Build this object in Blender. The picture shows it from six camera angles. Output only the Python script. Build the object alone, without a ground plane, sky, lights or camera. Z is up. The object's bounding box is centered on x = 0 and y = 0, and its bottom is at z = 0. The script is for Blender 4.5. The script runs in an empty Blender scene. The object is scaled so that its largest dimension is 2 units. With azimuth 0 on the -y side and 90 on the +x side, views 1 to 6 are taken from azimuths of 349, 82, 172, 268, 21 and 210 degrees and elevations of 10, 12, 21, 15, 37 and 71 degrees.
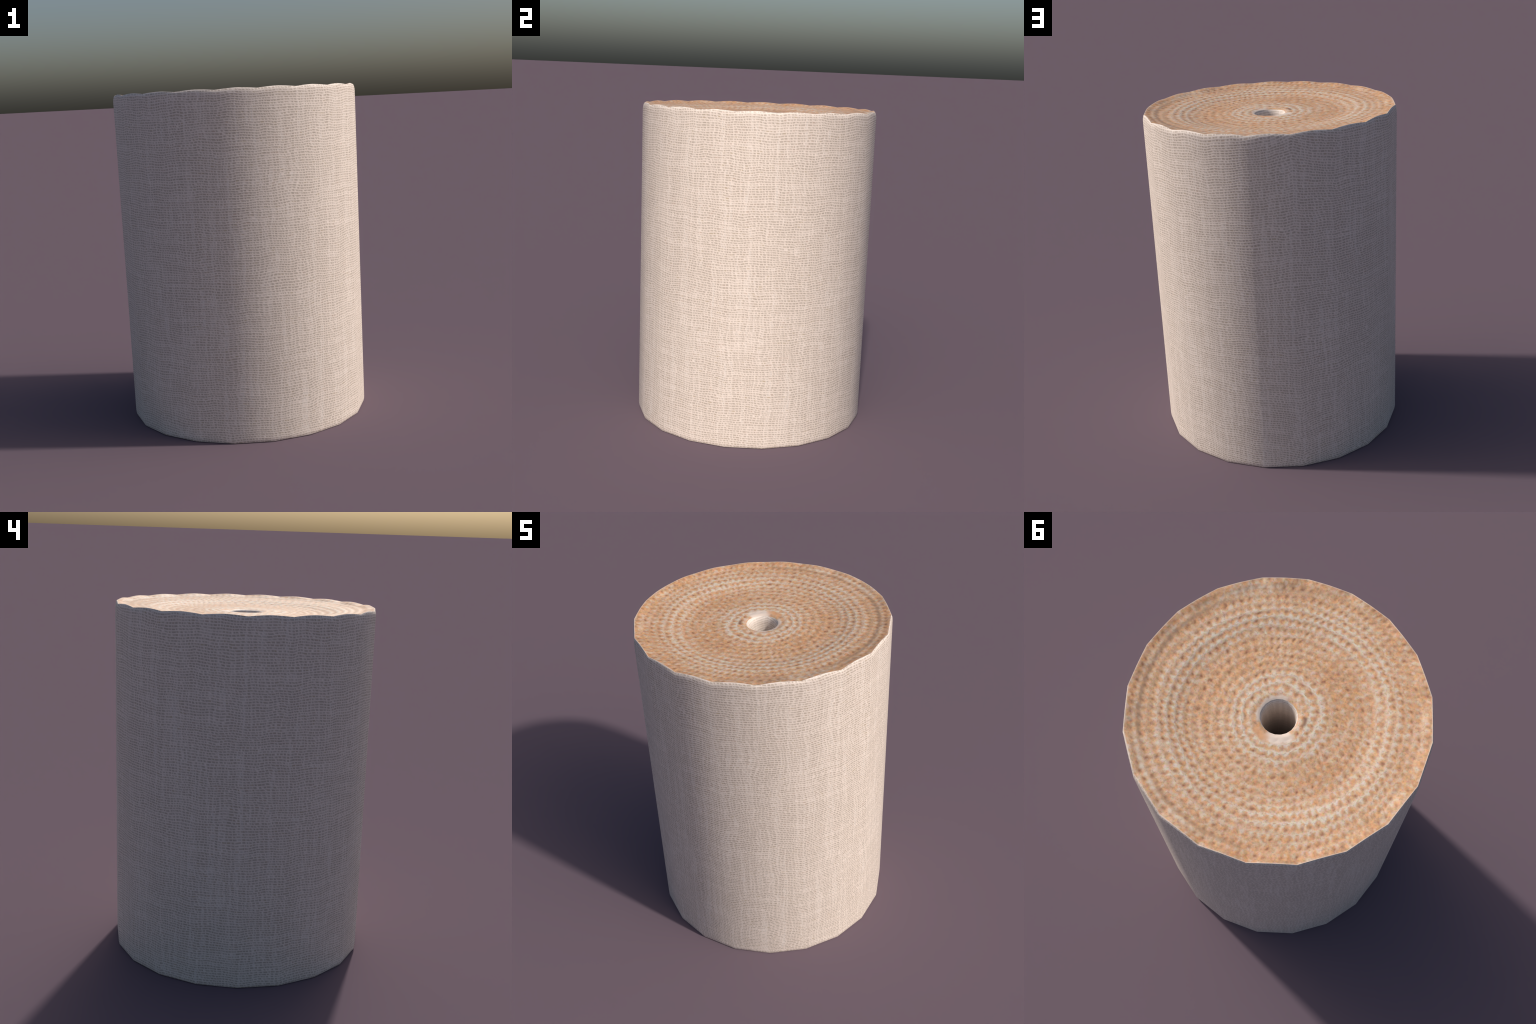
"""A roll of elastic gauze bandage standing on end.

Frame: metres, z up, the roll's axis is the z axis, foot at z = 0, rim at z = 2.
Parts: outer_wrap (knitted fabric on the outside), coiled_end (the wound edges of
the fabric on the dished top, repeated on the underside) and core_lining (the bore).
"""
import bpy, math

# ----------------------------------------------------------------- dimensions
SIDES = 20                    # the roll is faintly faceted
COLS = 720                    # mesh columns round the roll (36 per facet)
R_WALL = 0.7365               # corner radius of the outside
R_BORE = 0.0835               # corner radius of the hole
Z_RIM = 2.0
ROLL_IN = 0.0078              # how far the fabric rolls over at each edge
FOOT_ROLL = 0.65              # the foot rolls over less than the rim
ROLL_H = 0.042                # height over which it rolls over
SCALLOP = 0.0074              # the rim dips at the facet corners

PITCH = 0.0440                # distance between windings on the end
LOOP = 0.0405                 # length of one knit loop along a winding
SLANT = 0.15                  # loops lean along the winding
ROWS = 143                    # knit rows in the height of the wrap
STITCHES = 230                # stitches round the wrap
TAU = 2 * math.pi
STEP = TAU / SIDES

# the windings wander: (amplitude, turns round the roll, waves along r, phase)
WANDER_R = [(0.0050, 2, 6, 0.6), (0.0035, 5, 14, 2.0), (0.0020, 9, 31, 4.1),
            (0.0060, 1, 23, 1.1), (0.0010, 16, 40, 0.3)]
WANDER_U = [(0.40, 3, 7, 0.9), (0.16, 7, 13, 2.7), (0.05, 17, 12, 5.2)]


def polygon_radius(theta, corner):
    """Radius of a regular SIDES-gon with a corner on the +x axis."""
    a = (theta % STEP) - STEP / 2
    return corner * math.cos(STEP / 2) / math.cos(a)


def smooth(a, b, x):
    t = max(0.0, min(1.0, (x - a) / (b - a)))
    return t * t * (3 - 2 * t)


DISH = [(0.0905, 1.9505), (0.100, 1.9545), (0.112, 1.9565), (0.14, 1.9575), (0.20, 1.9570), (0.30, 1.9548),
        (0.40, 1.9562), (0.44, 1.9590), (0.48, 1.9652), (0.53, 1.9735), (0.56, 1.9765), (0.61, 1.9795),
        (0.66, 1.9845), (0.70, 1.9896), (0.735, 1.9940)]


def dish(r):
    """Height of the dished top at radius r: lowest at the bore, rising to the rim."""
    if r <= DISH[0][0]:
        return DISH[0][1]
    for (r0, z0), (r1, z1) in zip(DISH, DISH[1:]):
        if r <= r1:
            t = (r - r0) / (r1 - r0)
            return z0 + (z1 - z0) * t
    return DISH[-1][1]


def scallop(theta):
    """0 at the facet corners, 1 at the middle of each facet."""
    a = ((theta % STEP) - STEP / 2) / (STEP / 2)
    return 1 - abs(a) ** 1.55


def roll_over(d):
    """Inset of the fabric at distance d from an edge, and how far it leans over."""
    t = max(0.0, 1 - d / ROLL_H)
    return ROLL_IN * t ** 2.4, t


def winding(r, theta):
    """Position in the spiral: (fraction across the winding, fraction along the loop)."""
    theta = theta % TAU
    rr = r + sum(a * math.sin(k * theta + m * r + p) for a, k, m, p in WANDER_R)
    q = rr / PITCH - theta / TAU
    row = math.floor(q)
    fr = q - row
    phi = theta + TAU * row
    u = PITCH * phi * phi / (4 * math.pi * LOOP) + SLANT * fr
    u += min(1.0, r / 0.4) * sum(a * math.sin(k * theta + m * r + p) for a, k, m, p in WANDER_U)
    return fr, u - math.floor(u)


def relief(r, theta):
    """Low relief of the wound edges: raised selvedge, dimple in each loop."""
    fr, fu = winding(r, theta)
    d = min(fr, 1 - fr)
    ridge = math.exp(-(d / 0.18) ** 2)
    dim = math.exp(-((fr - 0.5) / 0.24) ** 2 - ((fu - 0.5) / 0.24) ** 2)
    return 0.0004 * ridge - 0.0008 * dim


# ----------------------------------------------------------------- mesh helpers
def finish(name, verts, faces, normals, mat, parent):
    me = bpy.data.meshes.new(name)
    me.from_pydata(verts, [], faces)
    me.update()
    me.polygons.foreach_set("use_smooth", [True] * len(me.polygons))
    me.materials.append(mat)
    if normals is not None:
        me.normals_split_custom_set_from_vertices(normals)
    ob = bpy.data.objects.new(name, me)
    bpy.context.scene.collection.objects.link(ob)
    ob.parent = parent
    return ob


def lathe_faces(n_rings, cols, flip=False):
    faces = []
    for j in range(n_rings - 1):
        for i in range(cols):
            k = (i + 1) % cols
            f = (j * cols + i, j * cols + k, (j + 1) * cols + k, (j + 1) * cols + i)
            faces.append(f[::-1] if flip else f)
    return faces


ANG = [TAU * i / COLS for i in range(COLS)]


def rim_point(theta):
    r = polygon_radius(theta, R_WALL - ROLL_IN)
    return r, Z_RIM - SCALLOP * (1 - scallop(theta))


def build_wrap(mat, parent):
    verts, normals = [], []
    # distances from the foot and from the rim, finer where the fabric rolls over
    near = [ROLL_H * (i / 9) ** 1.6 for i in range(10)]
    stations = [(d, None) for d in near] + [(None, i / 16) for i in range(1, 16)]
    stations += [(-d - 1e-9, None) for d in reversed(near)]
    for d, t in stations:
        for a in ANG:
            top = rim_point(a)[1]
            if t is not None:
                z = ROLL_H + t * (top - 2 * ROLL_H)
            else:
                z = d if d >= 0 else top + d
            inset, lean = roll_over(min(z, top - z))
            if z < 1.0:
                inset *= FOOT_ROLL
            r = polygon_radius(a, R_WALL - inset)
            tilt = 0.80 * lean ** 3.5
            if z < 1.0:
                tilt = -0.6 * tilt
            verts.append((r * math.cos(a), r * math.sin(a), z))
            normals.append((math.cos(a) * math.cos(tilt), math.sin(a) * math.cos(tilt), math.sin(tilt)))
    return finish("outer_wrap", verts, lathe_faces(len(stations), COLS), normals, mat, parent)


def build_end(mat, parent):
    n = 150
    verts = []
    for j in range(n):
        t = j / (n - 1)
        for a in ANG:
            r_in = polygon_radius(a, R_BORE + ROLL_IN)
            r_out, z_out = rim_point(a)
            r = r_in + (r_out - r_in) * t
            z = dish(r) + relief(r, a) * smooth(0, 0.03, t) * smooth(1.0, 0.95, t)
            z += (z_out - dish(r_out)) * smooth(0.90, 1.0, t)
            verts.append((r * math.cos(a), r * math.sin(a), z))
    return finish("coiled_end", verts, lathe_faces(n, COLS), None, mat, parent)


def build_foot(mat, parent):
    """The other end: the same windings, flat against the ground."""
    n = 90
    cols = COLS // 2
    verts = []
    for j in range(n):
        t = j / (n - 1)
        for a in ANG[::2]:
            r_in = polygon_radius(a, R_BORE + ROLL_IN)
            r_out = polygon_radius(a, R_WALL - ROLL_IN * FOOT_ROLL)
            r = r_in + (r_out - r_in) * t
            fade = smooth(0, 0.02, t) * smooth(1.0, 0.97, t)
            z = 0.0015 * fade - relief(r, a) * fade
            verts.append((r * math.cos(a), r * math.sin(a), max(0.0, z)))
    return finish("coiled_end", verts, lathe_faces(n, cols, True), None, mat, parent)


def build_bore(mat, parent):
    verts, normals = [], []
    near = [ROLL_H * (i / 9) ** 1.6 for i in range(10)]
    top = [-d for d in near] + [None] * 14 + list(reversed(near))
    for j, d in enumerate(top):
        for a in ANG:
            z_top = dish(polygon_radius(a, R_BORE + ROLL_IN))
            if d is None:
                z = z_top - ROLL_H - (z_top - 2 * ROLL_H) * (j - 9) / 15
            else:
                z = z_top + d if j < 10 else d
            inset, lean = roll_over(min(z, z_top - z))
            r = polygon_radius(a, R_BORE + inset)
            tilt = 0.75 * lean ** 1.6 * (1 if z > 1 else -1)
            verts.append((r * math.cos(a), r * math.sin(a), z))
            normals.append((-math.cos(a) * math.cos(tilt), -math.sin(a) * math.cos(tilt), math.sin(tilt)))
    return finish("core_lining", verts, lathe_faces(len(top), COLS), normals, mat, parent)


# ----------------------------------------------------------------- node helpers
class Nodes:
    def __init__(self, name):
        self.mat = bpy.data.materials.new(name)
        self.mat.use_nodes = True
        self.t = self.mat.node_tree
        self.bsdf = next(n for n in self.t.nodes if n.type == 'BSDF_PRINCIPLED')
        tc = self.t.nodes.new("ShaderNodeTexCoord")
        sep = self.t.nodes.new("ShaderNodeSeparateXYZ")
        self.link(tc.outputs["Object"], sep.inputs[0])
        self.obj = tc.outputs["Object"]
        self.x, self.y, self.z = sep.outputs

    def link(self, a, b):
        self.t.links.new(a, b)

    def put(self, sock, v):
        if hasattr(v, "is_output"):
            self.link(v, sock)
        else:
            sock.default_value = v

    def m(self, op, a, b=None, c=None, clamp=False):
        n = self.t.nodes.new("ShaderNodeMath")
        n.operation = op
        n.use_clamp = clamp
        self.put(n.inputs[0], a)
        if b is not None:
            self.put(n.inputs[1], b)
        if c is not None:
            self.put(n.inputs[2], c)
        return n.outputs[0]

    def add(self, a, b): return self.m('ADD', a, b)
    def sub(self, a, b): return self.m('SUBTRACT', a, b)
    def mul(self, a, b): return self.m('MULTIPLY', a, b)
    def div(self, a, b): return self.m('DIVIDE', a, b)
    def fract(self, a): return self.m('FRACT', a)
    def floor(self, a): return self.m('FLOOR', a)

    def vec(self, x, y, z=0.0):
        n = self.t.nodes.new("ShaderNodeCombineXYZ")
        for s, v in zip(n.inputs, (x, y, z)):
            self.put(s, v)
        return n.outputs[0]

    def noise(self, vec, scale=1.0, detail=2.0, rough=0.5):
        n = self.t.nodes.new("ShaderNodeTexNoise")
        self.link(vec, n.inputs["Vector"])
        n.inputs["Scale"].default_value = scale
        n.inputs["Detail"].default_value = detail
        n.inputs["Roughness"].default_value = rough
        return n.outputs["Fac"], n.outputs["Color"]

    def white(self, vec):
        n = self.t.nodes.new("ShaderNodeTexWhiteNoise")
        self.link(vec, n.inputs["Vector"])
        return n.outputs["Value"]

    def step(self, v, a, b, lo=0.0, hi=1.0):
        n = self.t.nodes.new("ShaderNodeMapRange")
        n.interpolation_type = 'SMOOTHSTEP'
        self.put(n.inputs["Value"], v)
        for k, q in zip(("From Min", "From Max", "To Min", "To Max"), (a, b, lo, hi)):
            n.inputs[k].default_value = q
        return n.outputs[0]

    def bell(self, v, centre, width):
        """exp(-((v-centre)/width)^2)"""
        d = self.div(self.sub(v, centre), width)
        return self.m('EXPONENT', self.mul(self.mul(d, d), -1.0))

    def mix(self, fac, a, b, blend='MIX'):
        n = self.t.nodes.new("ShaderNodeMix")
        n.data_type = 'RGBA'
        n.blend_type = blend
        self.put(n.inputs[0], fac)
        for s, v in ((n.inputs[6], a), (n.inputs[7], b)):
            if hasattr(v, "is_output"):
                self.link(v, s)
            else:
                s.default_value = (*v, 1.0)
        return n.outputs[2]

    def polar(self):
        th = self.m('ARCTAN2', self.y, self.x)
        th = self.m('FLOORED_MODULO', th, TAU)
        r = self.m('SQRT', self.add(self.mul(self.x, self.x), self.mul(self.y, self.y)))
        return r, th

    def bump(self, height, strength, distance):
        n = self.t.nodes.new("ShaderNodeBump")
        n.inputs["Strength"].default_value = strength
        n.inputs["Distance"].default_value = distance
        self.link(height, n.inputs["Height"])
        self.link(n.outputs[0], self.bsdf.inputs["Normal"])

    def done(self, colour, rough, spec):
        self.link(colour, self.bsdf.inputs["Base Color"])
        self.put(self.bsdf.inputs["Roughness"], rough)
        self.bsdf.inputs["Specular IOR Level"].default_value = spec
        return self.mat


# ----------------------------------------------------------------- knitted fabric
YARN = (0.90, 0.785, 0.705)
GAP = (0.47, 0.39, 0.325)


def fabric_material(name, radius, stitches, openness=1.0):
    """Rows of stitches: a pale yarn running over each row, with a darker slot
    under it between neighbouring loops."""
    n = Nodes(name)
    r, th = n.polar()
    arc = n.mul(th, radius)
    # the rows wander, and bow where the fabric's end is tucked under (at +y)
    wander, _ = n.noise(n.vec(n.mul(n.x, 5.0), n.mul(n.y, 5.0), n.mul(n.z, 4.0)), 1.0, 2.0)
    wander2, _ = n.noise(n.vec(n.mul(n.x, 16.0), n.mul(n.y, 16.0), n.mul(n.z, 14.0)), 1.0, 1.0)
    off = n.mul(n.m('ABSOLUTE', n.sub(th, math.pi / 2)), -radius / 0.24)
    bow = n.mul(n.mul(n.m('EXPONENT', off), 0.080), n.sub(n.z, 1.0))
    zz = n.add(n.z, n.mul(n.sub(wander, 0.5), 0.042))
    zz = n.add(zz, n.mul(n.sub(wander2, 0.5), 0.009))
    zz = n.sub(zz, bow)
    v = n.mul(zz, ROWS / 2.0)
    row = n.floor(v)
    fv = n.fract(v)
    drift, _ = n.noise(n.vec(n.mul(n.x, 4.0), n.mul(n.y, 4.0), n.mul(n.z, 5.0)), 1.0, 2.0)
    jig, _ = n.noise(n.vec(n.mul(n.x, 45.0), n.mul(n.y, 45.0), n.mul(row, 3.7)), 1.0, 1.0)
    u = n.add(n.mul(th, stitches / TAU), n.mul(n.white(n.vec(row, 3.0)), 0.45))
    u = n.add(u, n.mul(n.sub(jig, 0.5), 1.5))
    u = n.add(u, n.add(n.mul(fv, 0.25), n.mul(n.sub(drift, 0.5), 5.0)))
    fu = n.fract(u)
    cell = n.white(n.vec(n.floor(u), row, 1.0))
    cell2 = n.white(n.vec(n.floor(u), row, 9.0))
    # dark slot: soft box in (fu, fv)
    slot = n.mul(n.mul(n.step(fv, 0.10, 0.34), n.step(fv, 0.80, 0.56)),
                 n.mul(n.step(fu, 0.14, 0.38), n.step(fu, 0.97, 0.74)))
    thread = n.add(n.bell(fv, 1.0, 0.16), n.bell(fv, 0.0, 0.10))
    # how open the knit is: pale vertical ribs, pale horizontal bands, soft patches
    swing = n.mul(n.sub(drift, 0.5), 3.0)
    ribs, _ = n.noise(n.vec(n.add(n.mul(n.x, 62.0), swing), n.add(n.mul(n.y, 62.0), swing), n.mul(n.z, 1.8)), 1.0, 1.0)
    bands, _ = n.noise(n.vec(n.mul(n.x, 3.0), n.mul(n.y, 3.0), n.mul(row, 0.75)), 1.0, 1.0)
    open_ = n.add(n.mul(n.step(ribs, 0.44, 0.68), 0.52), n.mul(n.step(bands, 0.46, 0.70), 0.40))
    depth = n.sub(n.add(0.56, n.mul(cell, 0.46)), n.mul(open_, 0.52))
    tick = n.mul(n.add(n.bell(fu, 0.04, 0.11), n.bell(fu, 1.04, 0.11)), n.add(0.25, n.mul(cell2, 0.75)))
    dark = n.mul(slot, depth)
    base = n.mix(n.sub(0.62, n.mul(open_, 0.44)), YARN, GAP)
    col = n.mix(n.m('MULTIPLY', n.m('MAXIMUM', thread, n.mul(tick, 1.0)), 0.84, clamp=True), base, YARN)
    col = n.mix(n.m('MULTIPLY', dark, 0.95 * openness, clamp=True), col, GAP)
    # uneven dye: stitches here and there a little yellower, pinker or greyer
    tint, _ = n.noise(n.vec(n.mul(n.x, 30.0), n.mul(n.y, 30.0), n.mul(n.z, 60.0)), 1.0, 1.0)
    col = n.mix(n.mul(n.mul(n.step(tint, 0.60, 0.72), slot), 0.55), col, (0.56, 0.44, 0.29))
    col = n.mix(n.mul(n.mul(n.step(tint, 0.40, 0.28), slot), 0.45), col, (0.62, 0.44, 0.35))
    col = n.mix(n.mul(n.mul(n.step(ribs, 0.55, 0.72), n.step(cell2, 0.3, 0.7)), 0.35), col, (0.72, 0.66, 0.61))
    height = n.sub(n.mul(thread, 0.6), n.mul(dark, 0.6))
    n.bump(height, 0.14 * openness ** 2, 0.004)
    return n.done(col, 0.6, 0.35)


# ----------------------------------------------------------------- wound ends
TAN = (0.52, 0.300, 0.158)
ORANGE = (0.66, 0.335, 0.150)
UMBER = (0.40, 0.205, 0.105)
BROWN = (0.29, 0.118, 0.058)
CREAM = (0.66, 0.570, 0.465)
PALE = (0.74, 0.62, 0.53)


def coil_material(name):
    """The same spiral as the mesh relief, coloured: pale selvedge between the
    windings, tan yarn, a brown shadowless hole in each loop."""
    n = Nodes(name)
    r, th = n.polar()
    def waves(table):
        total = None
        for amp, k, m_, p in table:
            ang = n.add(n.add(n.mul(th, float(k)), n.mul(r, float(m_))), p)
            w = n.mul(n.m('SINE', ang), amp)
            total = w if total is None else n.add(total, w)
        return total
    rr = n.add(r, waves(WANDER_R))
    q = n.sub(n.div(rr, PITCH), n.div(th, TAU))
    row = n.floor(q)
    fr = n.fract(q)
    phi = n.add(th, n.mul(row, TAU))
    arc = n.div(n.mul(n.mul(phi, phi), PITCH), 4 * math.pi * LOOP)
    jig, _ = n.noise(n.obj, 24.0, 1.0)
    swing = n.m('MINIMUM', n.div(r, 0.4), 1.0)
    u = n.add(n.add(arc, n.mul(fr, SLANT)), n.mul(swing, waves(WANDER_U)))
    u = n.add(u, n.mul(n.sub(jig, 0.5), 0.55))
    fu = n.fract(u)
    jig2, _ = n.noise(n.vec(n.x, n.y, 4.0), 30.0, 1.0)
    frw = n.add(fr, n.mul(n.sub(jig2, 0.5), 0.40))
    cell = n.white(n.vec(n.floor(u), row, 2.0))
    cell2 = n.white(n.vec(n.floor(u), row, 5.0))
    patch, _ = n.noise(n.vec(n.x, n.y, 1.0), 4.5, 2.0)
    fine, fcol = n.noise(n.vec(n.x, n.y, 2.0), 80.0, 1.0, 0.5)
    blot, _ = n.noise(n.vec(n.x, n.y, 3.0), 36.0, 2.0)
    grain, gcol = n.noise(n.vec(n.x, n.y, 6.0), 170.0, 1.0, 0.5)
    # dimple shading baked into the colour: a brown spot leaning across each loop
    lean = n.add(n.sub(frw, 0.55), n.mul(n.sub(fu, 0.5), 0.20))
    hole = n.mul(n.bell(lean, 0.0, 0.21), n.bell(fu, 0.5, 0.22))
    hole = n.mul(hole, n.add(0.30, n.mul(cell, 0.70)))
    # pale beads of yarn between the brown spots and along the selvedge
    frz = n.add(frw, n.mul(n.m('COSINE', n.mul(fu, TAU)), -0.13))
    edge = n.add(n.bell(frz, -0.05, 0.24), n.bell(frz, 0.95, 0.24))
    bead = n.add(n.bell(fu, 0.0, 0.24), n.bell(fu, 1.0, 0.24))
    # some windings show a strong pale edge, others hardly any
    ring = n.add(n.mul(n.bell(r, 0.180, 0.055), 1.3), n.mul(n.bell(r, 0.520, 0.090), 0.75))
    much = n.m('ADD', n.mul(ring, 0.95), n.mul(n.step(patch, 0.42, 0.62), 0.32), clamp=True)
    pale = n.mul(n.mul(edge, much), n.add(0.75, n.mul(bead, 0.45)))
    knobs = n.mul(n.bell(frw, 0.22, 0.30), bead)
    knobs = n.mul(knobs, n.mul(n.add(0.10, n.mul(cell2, 0.62)), n.add(0.65, n.mul(much, 0.7))))
    col = n.mix(n.step(blot, 0.40, 0.60), TAN, ORANGE)
    col = n.mix(n.mul(edge, n.step(patch, 0.62, 0.40, 0.10, 0.42)), col, UMBER)
    col = n.mix(n.m('MULTIPLY', knobs, 1.0, clamp=True), col, CREAM)
    col = n.mix(n.m('MULTIPLY', pale, 1.0, clamp=True), col, CREAM)
    col = n.mix(n.m('MULTIPLY', hole, 1.0, clamp=True), col, BROWN)
    # stray pale flecks of yarn and softer peach patches
    fleck, _ = n.noise(n.vec(n.x, n.y, 8.0), 34.0, 0.0)
    col = n.mix(n.step(fleck, 0.54, 0.80, 0.0, 0.45), col, CREAM)
    soft, _ = n.noise(n.vec(n.x, n.y, 9.0), 14.0, 2.0)
    col = n.mix(n.step(soft, 0.50, 0.70, 0.0, 0.30), col, (0.66, 0.44, 0.30))
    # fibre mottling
    col = n.mix(n.step(fine, 0.46, 0.30, 0.0, 0.28), col, BROWN)
    col = n.mix(n.step(fine, 0.52, 0.80, 0.0, 0.25), col, CREAM)
    col = n.mix(0.22, col, gcol, 'OVERLAY')
    col = n.mix(0.14, col, fcol, 'OVERLAY')
    # near the rim on the +x side: a pale ring and a dark ring inside it
    side = n.step(n.m('COSINE', n.sub(th, 0.25)), -0.25, 0.35)
    wob = n.add(r, n.mul(n.sub(blot, 0.5), 0.022))
    col = n.mix(n.mul(n.mul(n.bell(wob, 0.679, 0.010), side), n.mul(n.add(0.25, n.mul(n.step(patch, 0.40, 0.60), 0.40)), n.add(0.5, n.mul(bead, 0.5)))), col, CREAM)
    col = n.mix(n.mul(n.mul(n.bell(wob, 0.658, 0.010), side), n.step(patch, 0.65, 0.40, 0.10, 0.55)), col, (0.27, 0.185, 0.125))
    # the fabric's inner end: a pale tail and pale lip beside the bore
    ragged = n.add(r, n.mul(n.sub(blot, 0.5), 0.035))
    da = n.m('COSINE', n.sub(th, math.radians(118)))
    tail = n.mul(n.step(ragged, 0.148, 0.128), n.step(da, 0.78, 0.90))
    dl = n.m('COSINE', n.sub(th, math.radians(-22)))
    lip = n.mul(n.step(ragged, 0.118, 0.096), n.step(dl, 0.25, 0.6))
    col = n.mix(n.m('MAXIMUM', n.mul(tail, 0.92), n.mul(lip, 0.85)), col, PALE)
    do = n.m('COSINE', n.sub(th, math.radians(76)))
    stain = n.mul(n.bell(r, 0.125, 0.022), n.step(do, 0.90, 0.98))
    col = n.mix(n.mul(stain, 0.75), col, (0.66, 0.34, 0.17))
    dk = n.m('COSINE', n.sub(th, math.radians(196)))
    nick = n.mul(n.bell(r, 0.128, 0.010), n.step(dk, 0.975, 0.995))
    col = n.mix(n.mul(nick, 0.8), col, (0.16, 0.085, 0.055))
    # the cloth's own thin pale edge right at the rim
    facet = n.sub(n.m('FLOORED_MODULO', th, STEP), STEP / 2)
    brim = n.div((R_WALL - ROLL_IN) * math.cos(STEP / 2), n.m('COSINE', facet))
    col = n.mix(n.mul(n.step(n.sub(brim, r), 0.006, 0.001), 0.55), col, PALE)
    height = n.add(n.mul(fine, 0.5), n.sub(n.mul(edge, 0.4), n.mul(hole, 0.6)))
    n.bump(height, 0.18, 0.004)
    return n.done(col, 0.55, 0.4)


# ----------------------------------------------------------------- assembly
root = bpy.data.objects.new("bandage_roll", None)
bpy.context.scene.collection.objects.link(root)
root["label"] = "tall roll of cream knitted elastic bandage with tan coiled end"
root["category"] = "bandage roll"

wrap_mat = fabric_material("knitted_gauze", R_WALL, STITCHES)
bore_mat = fabric_material("knitted_gauze_lining", R_BORE, 132, 0.6)
coil_mat = coil_material("coiled_fabric_edges")

build_wrap(wrap_mat, root)
build_end(coil_mat, root)
build_foot(coil_mat, root)
build_bore(bore_mat, root)
